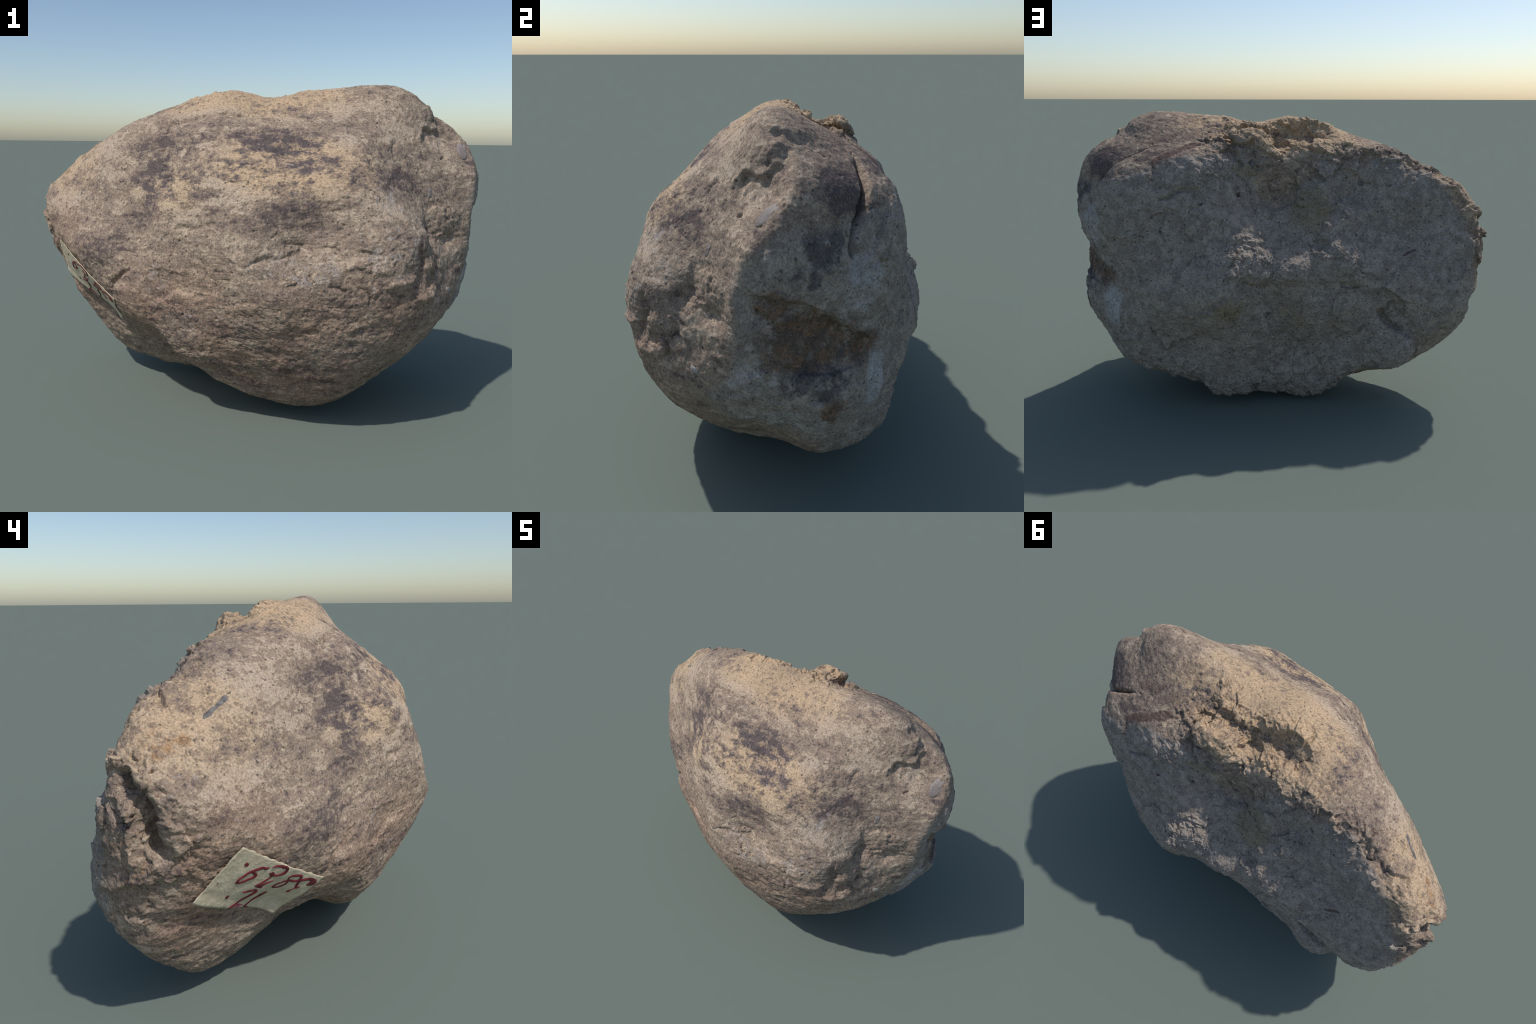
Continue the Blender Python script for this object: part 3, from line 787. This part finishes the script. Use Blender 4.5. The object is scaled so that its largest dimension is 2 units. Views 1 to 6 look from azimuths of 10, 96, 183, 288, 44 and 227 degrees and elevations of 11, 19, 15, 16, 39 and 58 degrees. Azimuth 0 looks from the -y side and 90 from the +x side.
    warm = g.colour_ramp(cover, [(0.20, (0.103, 0.084, 0.082)), (0.365, (0.145, 0.116, 0.106)), (0.395, (0.255, 0.195, 0.143)),
                                 (0.52, (0.325, 0.245, 0.168)), (0.55, (0.420, 0.314, 0.206)), (0.80, (0.450, 0.332, 0.210))])
    rind = g.mix(ochre, drab, warm)
    pale_amt = g.step(cover, 0.45, 0.62)
    # pinkish brown on the lower flanks
    rosy = g.spots([((0.0, -0.45, 0.35), (0.8, 0.4, 0.34), 0.75), ((-0.8, -0.05, 0.55), (0.3, 0.3, 0.30), 0.75), ((0.6, -0.4, 0.45), (0.4, 0.3, 0.3), 0.5)], w1)
    rind = g.mix(g.mul(rosy, g.step(big, 0.35, 0.6)), rind, g.mix(1.0, rind, (1.0, 0.86, 0.81), 'MULTIPLY'))
    # rusty orange stains
    rust = g.spots([((-0.84, 0.08, 0.98), (0.09, 0.08, 0.05), 0.3), ((-0.05, 0.16, 1.28), (0.16, 0.08, 0.05), 0.16), ((-0.97, 0.12, 0.75), (0.1, 0.10, 0.14), 0.12)], w1)
    rind = g.mix(g.mul(g.step(g.add(mid, rust), 0.66, 0.82), 0.6), rind, (0.30, 0.155, 0.055))
    # white mineral film in the wrinkles of the lower front
    film = g.spots([((0.30, -0.53, 0.69), (0.24, 0.10, 0.05), 0.14), ((0.62, -0.45, 0.72), (0.18, 0.12, 0.14), 0.11),
                    ((0.61, -0.39, 0.94), (0.08, 0.08, 0.08), 0.13), ((-0.28, -0.43, 0.62), (0.10, 0.08, 0.06), 0.12),
                    ((-0.10, -0.50, 0.46), (0.30, 0.10, 0.06), 0.07)], w1)
    film_amt = g.step(g.add(g.noise(34, 5, 0.7, offset=11.0), film), 0.61, 0.74)
    rind = g.mix(g.mul(film_amt, 0.7), rind, (0.385, 0.345, 0.315))
    # brown flattened lenses on the rear of the top
    lens = g.streaks([((0.349, 0.276, 1.25), (0.54, 0.40, 1.165), 0.022, 1.0), ((0.45, 0.20, 1.27), (0.60, 0.26, 1.22), 0.03, 0.7),
                      ((0.36, 0.19, 1.29), (0.48, 0.30, 1.24), 0.02, 0.5)], w2)
    rind = g.mix(g.mul(lens, 0.8), rind, (0.098, 0.062, 0.055))

    # --- fresh fracture: grey ash with grit, ochre stains
    grey = g.mix(g.step(mid, 0.38, 0.62), (0.252, 0.212, 0.178), (0.358, 0.304, 0.256))
    stain = g.spots([((-0.15, 0.33, 0.97), (0.14, 0.1, 0.14), 0.5), ((-0.08, 0.40, 0.50), 0.12, 0.35), ((0.20, 0.55, 0.55), (0.08, 0.06, 0.06), 0.7),
                     ((0.60, 0.40, 1.00), (0.14, 0.08, 0.06), 0.4), ((0.10, 0.33, 1.13), (0.22, 0.05, 0.03), 0.5),
                     ((0.10, 0.52, 0.66), (0.4, 0.06, 0.025), 0.35), ((0.60, 0.44, 0.90), (0.10, 0.08, 0.10), 0.2)], w1)
    grey = g.mix(g.mul(g.step(g.add(mid, stain), 0.7, 1.05), 0.75), grey, (0.245, 0.195, 0.120))
    chalk = g.spots([((0.85, 0.33, 0.87), (0.08, 0.10, 0.14), 0.6), ((0.76, 0.40, 0.50), (0.08, 0.08, 0.12), 0.8), ((0.95, -0.02, 0.60), (0.08, 0.18, 0.07), 0.5),
                     ((0.90, 0.10, 0.40), (0.12, 0.24, 0.10), 0.45), ((0.93, 0.12, 1.0), (0.1, 0.16, 0.07), 0.35)], w1)
    chalk_amt = g.mul(g.step(chalk, 0.05, 0.4), g.step(g.add(chalk, g.mul(mid, 1.2)), 0.75, 1.6))
    grey = g.mix(g.mul(chalk_amt, 0.9), grey, (0.42, 0.41, 0.40))
    end_rust = g.spots([((0.92, 0.17, 0.71), (0.14, 0.20, 0.13), 0.24), ((0.97, 0.08, 0.85), (0.1, 0.09, 0.07), 0.18),
                        ((0.82, 0.32, 0.65), (0.12, 0.12, 0.07), 0.20), ((0.915, 0.26, 0.46), (0.08, 0.05, 0.07), 0.20)], w1)
    mottle = g.noise(17, 8, 0.7, offset=6.6, distort=0.4)
    rust_amt = g.mul(g.step(end_rust, 0.02, 0.20), g.step(g.add(mottle, end_rust), 0.48, 0.74))
    brown = g.colour_ramp(g.noise(21, 6, 0.7, offset=9.1), [(0.36, (0.085, 0.066, 0.055)), (0.50, (0.135, 0.092, 0.064)), (0.62, (0.235, 0.120, 0.060))])
    grey = g.mix(g.mul(rust_amt, 0.9), grey, brown)
    end_dark = g.spots([((0.92, 0.20, 0.57), (0.12, 0.14, 0.07), 0.20), ((0.91, 0.20, 1.04), (0.1, 0.07, 0.13), 0.26),
                        ((0.95, 0.19, 0.94), (0.1, 0.08, 0.05), 0.18)], w1)
    grey = g.mix(g.mul(g.mul(g.step(end_dark, 0.02, 0.15), g.step(g.add(mottle, end_dark), 0.56, 0.74)), 0.85), grey, (0.100, 0.085, 0.085))
    iron = g.streaks([((-0.571, 0.329, 0.75), (-0.654, 0.282, 0.773), 0.009, 0.75)], w2)
    grey = g.mix(iron, grey, (0.105, 0.055, 0.050))

    edge_noise = g.warp(16, 0.05)
    mask = fracture_mask(g, edge_noise)
    rind = g.mix(1.0, rind, (1.01, 0.98, 0.985), 'MULTIPLY')
    col = g.mix(mask, rind, grey)

    # --- grit over everything
    grit = g.specks(55, 0.25, 0.06, keep=0.30)
    col = g.mix(g.mul(grit, 0.6), col, (0.055, 0.048, 0.048))
    grit2 = g.specks(105, 0.28, 0.08, keep=0.4, offset=2.0)
    col = g.mix(g.mul(grit2, 0.4), col, (0.065, 0.052, 0.050))
    pink = g.specks(85, 0.26, 0.05, keep=0.12, offset=5.0)
    col = g.mix(g.mul(pink, 0.6), col, (0.25, 0.115, 0.065))
    white = g.specks(95, 0.26, 0.08, keep=0.14, offset=7.0)
    col = g.mix(g.mul(white, 0.35), col, (0.42, 0.39, 0.36))
    col = g.mix(1.0, col, g.mix(g.step(fine2, 0.3, 0.7), (0.74, 0.74, 0.74), (1.22, 1.22, 1.22)), 'MULTIPLY')

    g.link(col, g.bsdf.inputs["Base Color"])
    g.bsdf.inputs["Roughness"].default_value = 0.9
    g.bsdf.inputs["Specular IOR Level"].default_value = 0.2
    h = g.add(g.mul(fine, 0.6), g.mul(fine2, 0.35), g.mul(pale_amt, 0.25), g.mul(grit, -0.25))
    g.link(g.bump(h, 0.006, 0.8), g.bsdf.inputs["Normal"])
    return g.mat


def stone_material(name, dark, light, scale=60, rough=0.8):
    g = Nodes(name)
    n = g.noise(scale, 5, 0.65)
    g.link(g.mix(g.step(n, 0.35, 0.65), dark, light), g.bsdf.inputs["Base Color"])
    g.bsdf.inputs["Roughness"].default_value = rough
    g.bsdf.inputs["Specular IOR Level"].default_value = 0.25
    g.link(g.bump(n, 0.004, 0.6), g.bsdf.inputs["Normal"])
    return g.mat


def paper_material():
    g = Nodes("aged_paper")
    n = g.noise(30, 5, 0.6)
    fibre = g.noise(160, 3, 0.6, stretch=(1, 1, 0.25))
    c = g.mix(g.step(n, 0.35, 0.68), (0.475, 0.405, 0.285), (0.59, 0.51, 0.375))
    c = g.mix(g.step(fibre, 0.6, 0.75, 0.0, 0.35), c, (0.33, 0.29, 0.21))
    g.link(c, g.bsdf.inputs["Base Color"])
    g.bsdf.inputs["Roughness"].default_value = 0.85
    g.bsdf.inputs["Specular IOR Level"].default_value = 0.2
    g.link(g.bump(g.add(g.mul(n, 2.0), fibre), 0.003, 0.6), g.bsdf.inputs["Normal"])
    return g.mat


def ink_material(name, dark, light):
    g = Nodes(name)
    n = g.noise(55, 4, 0.6)
    g.link(g.mix(g.step(n, 0.35, 0.65), dark, light), g.bsdf.inputs["Base Color"])
    g.bsdf.inputs["Roughness"].default_value = 0.6
    return g.mat
# ---------------------------------------------------------------- label and inclusions
LABEL_CORNERS = np.array([(-0.499, -0.304, 0.476), (-0.815, -0.134, 0.696), (-0.850, 0.005, 0.521), (-0.532, -0.139, 0.337)])
# order: start of the first line, end of the first line, end of the last line, start of the last line


class Surface:
    """Smoothed height of the finished stone along a direction from the centre."""

    def __init__(self, p):
        q = p - CENTRE
        self.r = np.linalg.norm(q, axis=1)
        self.u = q / self.r[:, None]

        self.key = np.floor((self.u + 1) * 12).astype(int) @ np.array([1, 32, 1024])
        order = np.argsort(self.key, kind='stable')
        self.order, self.key = order, self.key[order]

    def at(self, d, spread=0.012, q=0.75):
        d = d / np.linalg.norm(d)
        near = []
        cell = np.unique(np.floor((d + spread * np.array([(x, y, z) for x in (-1, 0, 1) for y in (-1, 0, 1) for z in (-1, 0, 1)]) + 1) * 12).astype(int)
                         @ np.array([1, 32, 1024]))
        for c in cell:
            a, b = np.searchsorted(self.key, [c, c + 1])
            near.append(self.order[a:b])
        near = np.concatenate(near)
        near = near[self.u[near] @ d > 1 - spread ** 2 / 2]
        return np.quantile(self.r[near], q)


def label_points(st, surf, lift):
    st = np.asarray(st, float)
    s, t = st[:, :1], st[:, 1:]
    a, b, c, d = LABEL_CORNERS
    flat = (1 - s) * (1 - t) * a + s * (1 - t) * b + s * t * c + (1 - s) * t * d
    out = []
    for x in flat:
        v = x - CENTRE
        v /= np.linalg.norm(v)
        out.append(CENTRE + v * (surf.at(v, 0.05, 0.62) + lift))
    return np.array(out)


def build_label(surf, root):
    nu, nv = 56, 32
    s, t = np.meshgrid(np.linspace(0, 1, nu), np.linspace(0, 1, nv), indexing='ij')
    st = np.stack([s.ravel(), t.ravel()], 1)
    # torn edges: the upper one ragged, the others nearly straight
    j = np.stack([st[:, 0], st[:, 1], st[:, 0] * 0], 1)
    ragged = 0.014 * fbm(j, 24, 3, 120)
    st[:, 1] += ragged * (1 - ramp(st[:, 1], 0, 0.15)) + 0.010 * fbm(j, 5, 2, 121) * ramp(st[:, 1], 0.85, 1)
    st[:, 0] += 0.008 * fbm(j, 9, 2, 122) * (1 - ramp(st[:, 0], 0, 0.1)) + 0.010 * fbm(j, 9, 2, 123) * ramp(st[:, 0], 0.9, 1)
    top = label_points(st, surf, 0.003)
    # curl the free lower edge off the stone, crinkle the sheet
    out = top - CENTRE
    out /= np.linalg.norm(out, axis=1)[:, None]
    top += out * (0.008 * ramp(st[:, 1], 0.8, 1.0) + 0.0008 * fbm(top, 45, 2, 125))[:, None]
    low = top - out * 0.0018
    k = nu * nv
    i = np.arange(k).reshape(nu, nv)
    quads = np.stack([i[:-1, :-1], i[1:, :-1], i[1:, 1:], i[:-1, 1:]], -1).reshape(-1, 4)
    rim = np.concatenate([i[:, 0], i[-1, 1:], i[-2::-1, -1], i[0, -2:0:-1]])
    nxt = np.roll(rim, -1)
    wall = np.stack([nxt, rim, rim + k, nxt + k], 1)
    f = np.concatenate([quads, quads[:, ::-1] + k, wall])
    e1, e2 = top[quads[0][1]] - top[quads[0][0]], top[quads[0][3]] - top[quads[0][0]]
    if np.cross(e1, e2) @ out[0] < 0:
        f = f[:, ::-1]
    me = mesh_from("paper_label", np.concatenate([top, low]), f)
    ob = add_object("paper_label", me, root, paper_material())
    return ob, top.reshape(nu, nv, 3), out.reshape(nu, nv, 3), st.reshape(nu, nv, 2)


# Pen strokes in label units (s along the line, t down the label), with half width.
STROKES = [
    ("digit_five", 0.017, [(0.100, 0.190), (0.085, 0.204), (0.041, 0.166), (0.061, 0.118), (0.136, 0.107), (0.183, 0.138), (0.210, 0.190), (0.197, 0.264), (0.170, 0.319), (0.136, 0.295)]),
    ("digit_five", 0.008, [(0.170, 0.319), (0.177, 0.373), (0.192, 0.459), (0.165, 0.435)]),
    ("digit_eight", 0.013, [(0.335, 0.234), (0.351, 0.168), (0.314, 0.120), (0.256, 0.105), (0.230, 0.168), (0.264, 0.223), (0.326, 0.245), (0.374, 0.307), (0.401, 0.382), (0.394, 0.443), (0.339, 0.427), (0.311, 0.349), (0.315, 0.271), (0.335, 0.234)]),
    ("digit_seven", 0.014, [(0.599, 0.108), (0.575, 0.070), (0.528, 0.050), (0.473, 0.050), (0.456, 0.110), (0.473, 0.180), (0.512, 0.220), (0.573, 0.218)]),
    ("digit_seven", 0.013, [(0.518, 0.224), (0.538, 0.304), (0.557, 0.400), (0.578, 0.471), (0.530, 0.480), (0.530, 0.441), (0.502, 0.367), (0.466, 0.313)]),
    ("digit_nine", 0.014, [(0.632, 0.157), (0.689, 0.175), (0.732, 0.236), (0.762, 0.295), (0.777, 0.381), (0.788, 0.453), (0.778, 0.512), (0.741, 0.473), (0.713, 0.404), (0.688, 0.344), (0.693, 0.299), (0.737, 0.282)]),
    ("digit_seven", 0.014, [(0.628, 0.642), (0.587, 0.592), (0.527, 0.567), (0.525, 0.640), (0.546, 0.752), (0.567, 0.869), (0.591, 0.952), (0.588, 0.995)]),
    ("digit_one", 0.013, [(0.384, 0.565), (0.411, 0.637), (0.425, 0.761), (0.429, 0.877), (0.431, 0.975), (0.385, 0.985)]),
]
BLOTS = [("ink_dot", 0.839, 0.204, 0.021), ("ink_dot", 0.728, 0.789, 0.020), ("ink_dot", 0.933, 0.604, 0.006),
         ("digit_five", 0.062, 0.160, 0.036), ("digit_seven", 0.540, 0.218, 0.026), ("digit_nine", 0.640, 0.160, 0.020)]


def sheet_point(sheet, s, t):
    """Point on the paper and its outward direction by bilinear lookup."""
    grid, out, st = sheet
    nu, nv = grid.shape[:2]
    x = np.clip(s, 0, 1) * (nu - 1)
    y = np.clip(t, 0, 1) * (nv - 1)
    i, j = min(int(x), nu - 2), min(int(y), nv - 2)
    a, b = x - i, y - j
    w = np.array([(1 - a) * (1 - b), a * (1 - b), (1 - a) * b, a * b])
    g = np.array([grid[i, j], grid[i + 1, j], grid[i, j + 1], grid[i + 1, j + 1]])
    o = np.array([out[i, j], out[i + 1, j], out[i, j + 1], out[i + 1, j + 1]])
    return w @ g, w @ o


def smooth_path(pts, n=8):
    p = np.array(pts, float)
    p = np.concatenate([[2 * p[0] - p[1]], p, [2 * p[-1] - p[-2]]])
    out = []
    for k in range(1, len(p) - 2):
        for t in np.linspace(0, 1, n, endpoint=False):
            a, b, c, d = p[k - 1:k + 3]
            out.append(0.5 * (2 * b + (c - a) * t + (2 * a - 5 * b + 4 * c - d) * t * t + (3 * b - a - 3 * c + d) * t ** 3))
    out.append(p[-2])
    return np.array(out)


def stroke_mesh(sheet, pts, half, rng, rise):
    """A pen stroke: a low rounded ribbon of ink lying on the paper, thick and thin."""
    path = smooth_path(pts)
    c, o = zip(*[sheet_point(sheet, s, t) for s, t in path])
    c, o = np.array(c), np.array(o)
    d = np.gradient(c, axis=0)
    d /= np.maximum(np.linalg.norm(d, axis=1), 1e-9)[:, None]
    side = np.cross(o, d)
    side /= np.linalg.norm(side, axis=1)[:, None]
    k = len(path)
    t = np.linspace(0, 1, k)
    w = half * 0.46 * (0.95 + 0.2 * np.sin(t * 7 + rng.rand() * 6)) * np.minimum(1, 0.6 + 4 * np.minimum(t, 1 - t))
    prof = [(-1, 0.0), (-0.7, 0.7), (0, 1.0), (0.7, 0.7), (1, 0.0)]
    rows = []
    for a, h in prof:
        rows.append(c + side * (a * w)[:, None] + o * (-0.0008 + (rise + 0.0008) * h))
    v = np.stack(rows, 1).reshape(-1, 3)
    m = len(prof)
    i = np.arange(k * m).reshape(k, m)
    f = np.stack([i[:-1, :-1], i[:-1, 1:], i[1:, 1:], i[1:, :-1]], -1).reshape(-1, 4)
    return v, f[:, ::-1]


def blot_mesh(sheet, s, t, r, rise, rng, squash=0.55):
    """A drop of dried ink, flattened on the paper."""
    rings, n = 5, 22
    v, f = [], []
    c, o = sheet_point(sheet, s, t)
    for k in range(rings):
        q = k / (rings - 1)
        for a in range(n):
            ang = 2 * np.pi * a / n
            wob = 1 + 0.18 * np.sin(2 * ang + s * 40) + 0.10 * np.sin(5 * ang + t * 30)
            ss, tt = s + r * q * wob * np.cos(ang), t + r * q * wob * np.sin(ang) / squash
            x, o2 = sheet_point(sheet, ss, tt)
            v.append(x + o2 * (-0.0008 + (rise + 0.0008) * (1 - q ** 3)))
    for k in range(rings - 1):
        for a in range(n):
            b = (a + 1) % n
            f.append((k * n + a, (k + 1) * n + a, (k + 1) * n + b, k * n + b))
    v, f = np.array(v), np.array(f)
    nn = np.cross(v[f[n][1]] - v[f[n][0]], v[f[n][3]] - v[f[n][0]])
    return v, f if nn @ o > 0 else f[:, ::-1]


def build_writing(label, sheet):
    rng = np.random.RandomState(4)
    red = ink_material("red_ink", (0.085, 0.006, 0.010), (0.165, 0.012, 0.018))
    pink = ink_material("thin_red_ink", (0.30, 0.045, 0.070), (0.42, 0.16, 0.17))
    for k, (name, half, pts) in enumerate(STROKES):
        v, f = stroke_mesh(sheet, pts, half, rng, 0.0022 + 0.0001 * k)
        add_object(name, mesh_from(name, v, f), label, red)
    for k, (name, s, t, r) in enumerate(BLOTS):
        v, f = blot_mesh(sheet, s, t, r, 0.0032 + 0.0001 * k, rng)
        add_object(name, mesh_from(name, v, f), label, red)
    v, f = blot_mesh(sheet, 0.525, 0.945, 0.062, 0.0011, rng, 1.0)
    add_object("ink_smear", mesh_from("ink_smear", v, f), label, pink)
    v, f = blot_mesh(sheet, 0.572, 0.968, 0.026, 0.0013, rng, 0.8)
    add_object("ink_smear", mesh_from("ink_smear", v, f), label, red)


# Stones set in the ash: name, place, half sizes (length, width, height), long axis, look
CLASTS = [
    ("dark_splinter", (-0.716, -0.040, 1.098), (0.040, 0.014, 0.012), (-0.084, 0.041, -0.051), "slate"),
    ("dark_splinter", (-0.762, -0.017, 1.068), (0.040, 0.013, 0.012), (-0.084, 0.041, -0.051), "slate"),
    ("grey_clast", (0.912, 0.047, 1.105), (0.046, 0.027, 0.007), (0.012, 0.046, 0.047), "grey"),
    ("dark_pebble", (0.105, 0.297, 1.150), (0.014, 0.011, 0.010), (0, 0, 1), "slate"),
    ("brown_splinter", (0.161, 0.364, 1.031), (0.020, 0.007, 0.006), (-0.1, 0, 1), "brown"),
    ("brown_splinter", (0.327, 0.458, 1.008), (0.016, 0.006, 0.006), (-1, 0, 0.6), "brown"),
    ("dark_pebble", (-0.368, 0.317, 0.843), (0.011, 0.009, 0.007), (1, 0, 0), "slate"),
    ("dark_pebble", (-0.377, 0.190, 1.047), (0.013, 0.010, 0.008), (1, 0, 0.4), "slate"),
    ("dark_pebble", (-0.503, 0.204, 1.038), (0.009, 0.008, 0.007), (1, 0, 0), "slate"),
    ("dark_pebble", (-0.380, 0.250, 0.982), (0.010, 0.008, 0.007), (1, 0, 0), "slate"),
    ("grey_clast", (0.775, -0.158, 0.944), (0.026, 0.014, 0.010), (0.1, 0.2, 1), "grey"),
    ("pale_clast", (0.868, -0.199, 0.569), (0.018, 0.010, 0.008), (0.2, 0.6, -0.3), "pale"),
]


def build_clasts(surf, root):
    looks = {"slate": stone_material("dark_slate", (0.090, 0.083, 0.080), (0.200, 0.185, 0.175)),
             "grey": stone_material("grey_crystal", (0.185, 0.155, 0.142), (0.270, 0.232, 0.212), 25, 0.6),
             "brown": stone_material("brown_glass", (0.060, 0.036, 0.030), (0.115, 0.070, 0.055)),
             "pale": stone_material("pale_quartz", (0.28, 0.26, 0.235), (0.36, 0.34, 0.31))}
    u, f = icosphere(4)
    for k, (name, at, size, axis, look) in enumerate(CLASTS):
        d = np.array(at) - CENTRE
        d /= np.linalg.norm(d)
        # outward direction of the local surface, from three nearby heights
        t1 = np.cross(d, (0.3, 0.2, 0.9))
        t1 /= np.linalg.norm(t1)
        t2 = np.cross(d, t1)
        h = [CENTRE + (d + 0.03 * (t1 * np.cos(a) + t2 * np.sin(a))) * surf.at(d + 0.03 * (t1 * np.cos(a) + t2 * np.sin(a)), 0.02, 0.5)
             / np.linalg.norm(d + 0.03 * (t1 * np.cos(a) + t2 * np.sin(a))) for a in (0, 2.094, 4.189)]
        up = np.cross(h[1] - h[0], h[2] - h[0])
        up /= np.linalg.norm(up)
        if up @ d < 0:
            up = -up
        ax = np.array(axis, float)
        ax -= up * (ax @ up)
        ax /= np.linalg.norm(ax)
        by = np.cross(up, ax)
        q = u * (1 + 0.16 * fbm(u + k, 1.6, 3, 130 + k)[:, None])
        q = np.sign(q) * np.abs(q) ** 0.85
        v = q[:, :1] * size[0] * ax + q[:, 1:2] * size[1] * by + q[:, 2:] * size[2] * up
        c = CENTRE + d * surf.at(d, 0.012, 0.5)
        add_object(name, mesh_from(name, v + c - up * size[2] * 0.62, f), root, looks[look])


# ---------------------------------------------------------------- put it together
def main():
    p, f = build_body()
    n = vertex_normals(p, f)
    root = bpy.data.objects.new("rock_specimen", None)
    bpy.context.scene.collection.objects.link(root)
    root["label"] = "weathered tan and grey volcanic boulder with paper specimen label"
    root["category"] = "rock specimen"
    rock = rock_material()
    # one skin, cut into named regions whose borders coincide
    c = p[f].mean(1)
    fr = fracture_amount(c) > 0.5
    crest = np.zeros(len(c), bool)
    i, d = near_path(c, CREST_FOOT, 0.13)[:2]
    crest[i] = d < 0.10 + 0.02 * fbm(c[i], 12, 2, 140)
    crest |= np.linalg.norm((c - np.array([-0.12, 0.11, 1.29])) / np.array([0.15, 0.10, 0.1]), axis=1) < 1
    crest &= back_depth(c) < 0.0
    end = fr & (c[:, 0] > 0.78) & (back_depth(c) < 0.06)
    for name, sel in (("weathered_rind", ~fr & ~crest), ("broken_crest", crest & ~fr), ("stained_end", end), ("fracture_face", fr & ~end)):
        g = f[sel]
        used, inv = np.unique(g, return_inverse=True)
        me = mesh_from(name, p[used], inv.reshape(g.shape), n[used])
        add_object(name, me, root, rock)
    surf = Surface(p)
    label, *sheet = build_label(surf, root)
    build_writing(label, sheet)
    build_clasts(surf, root)


main()
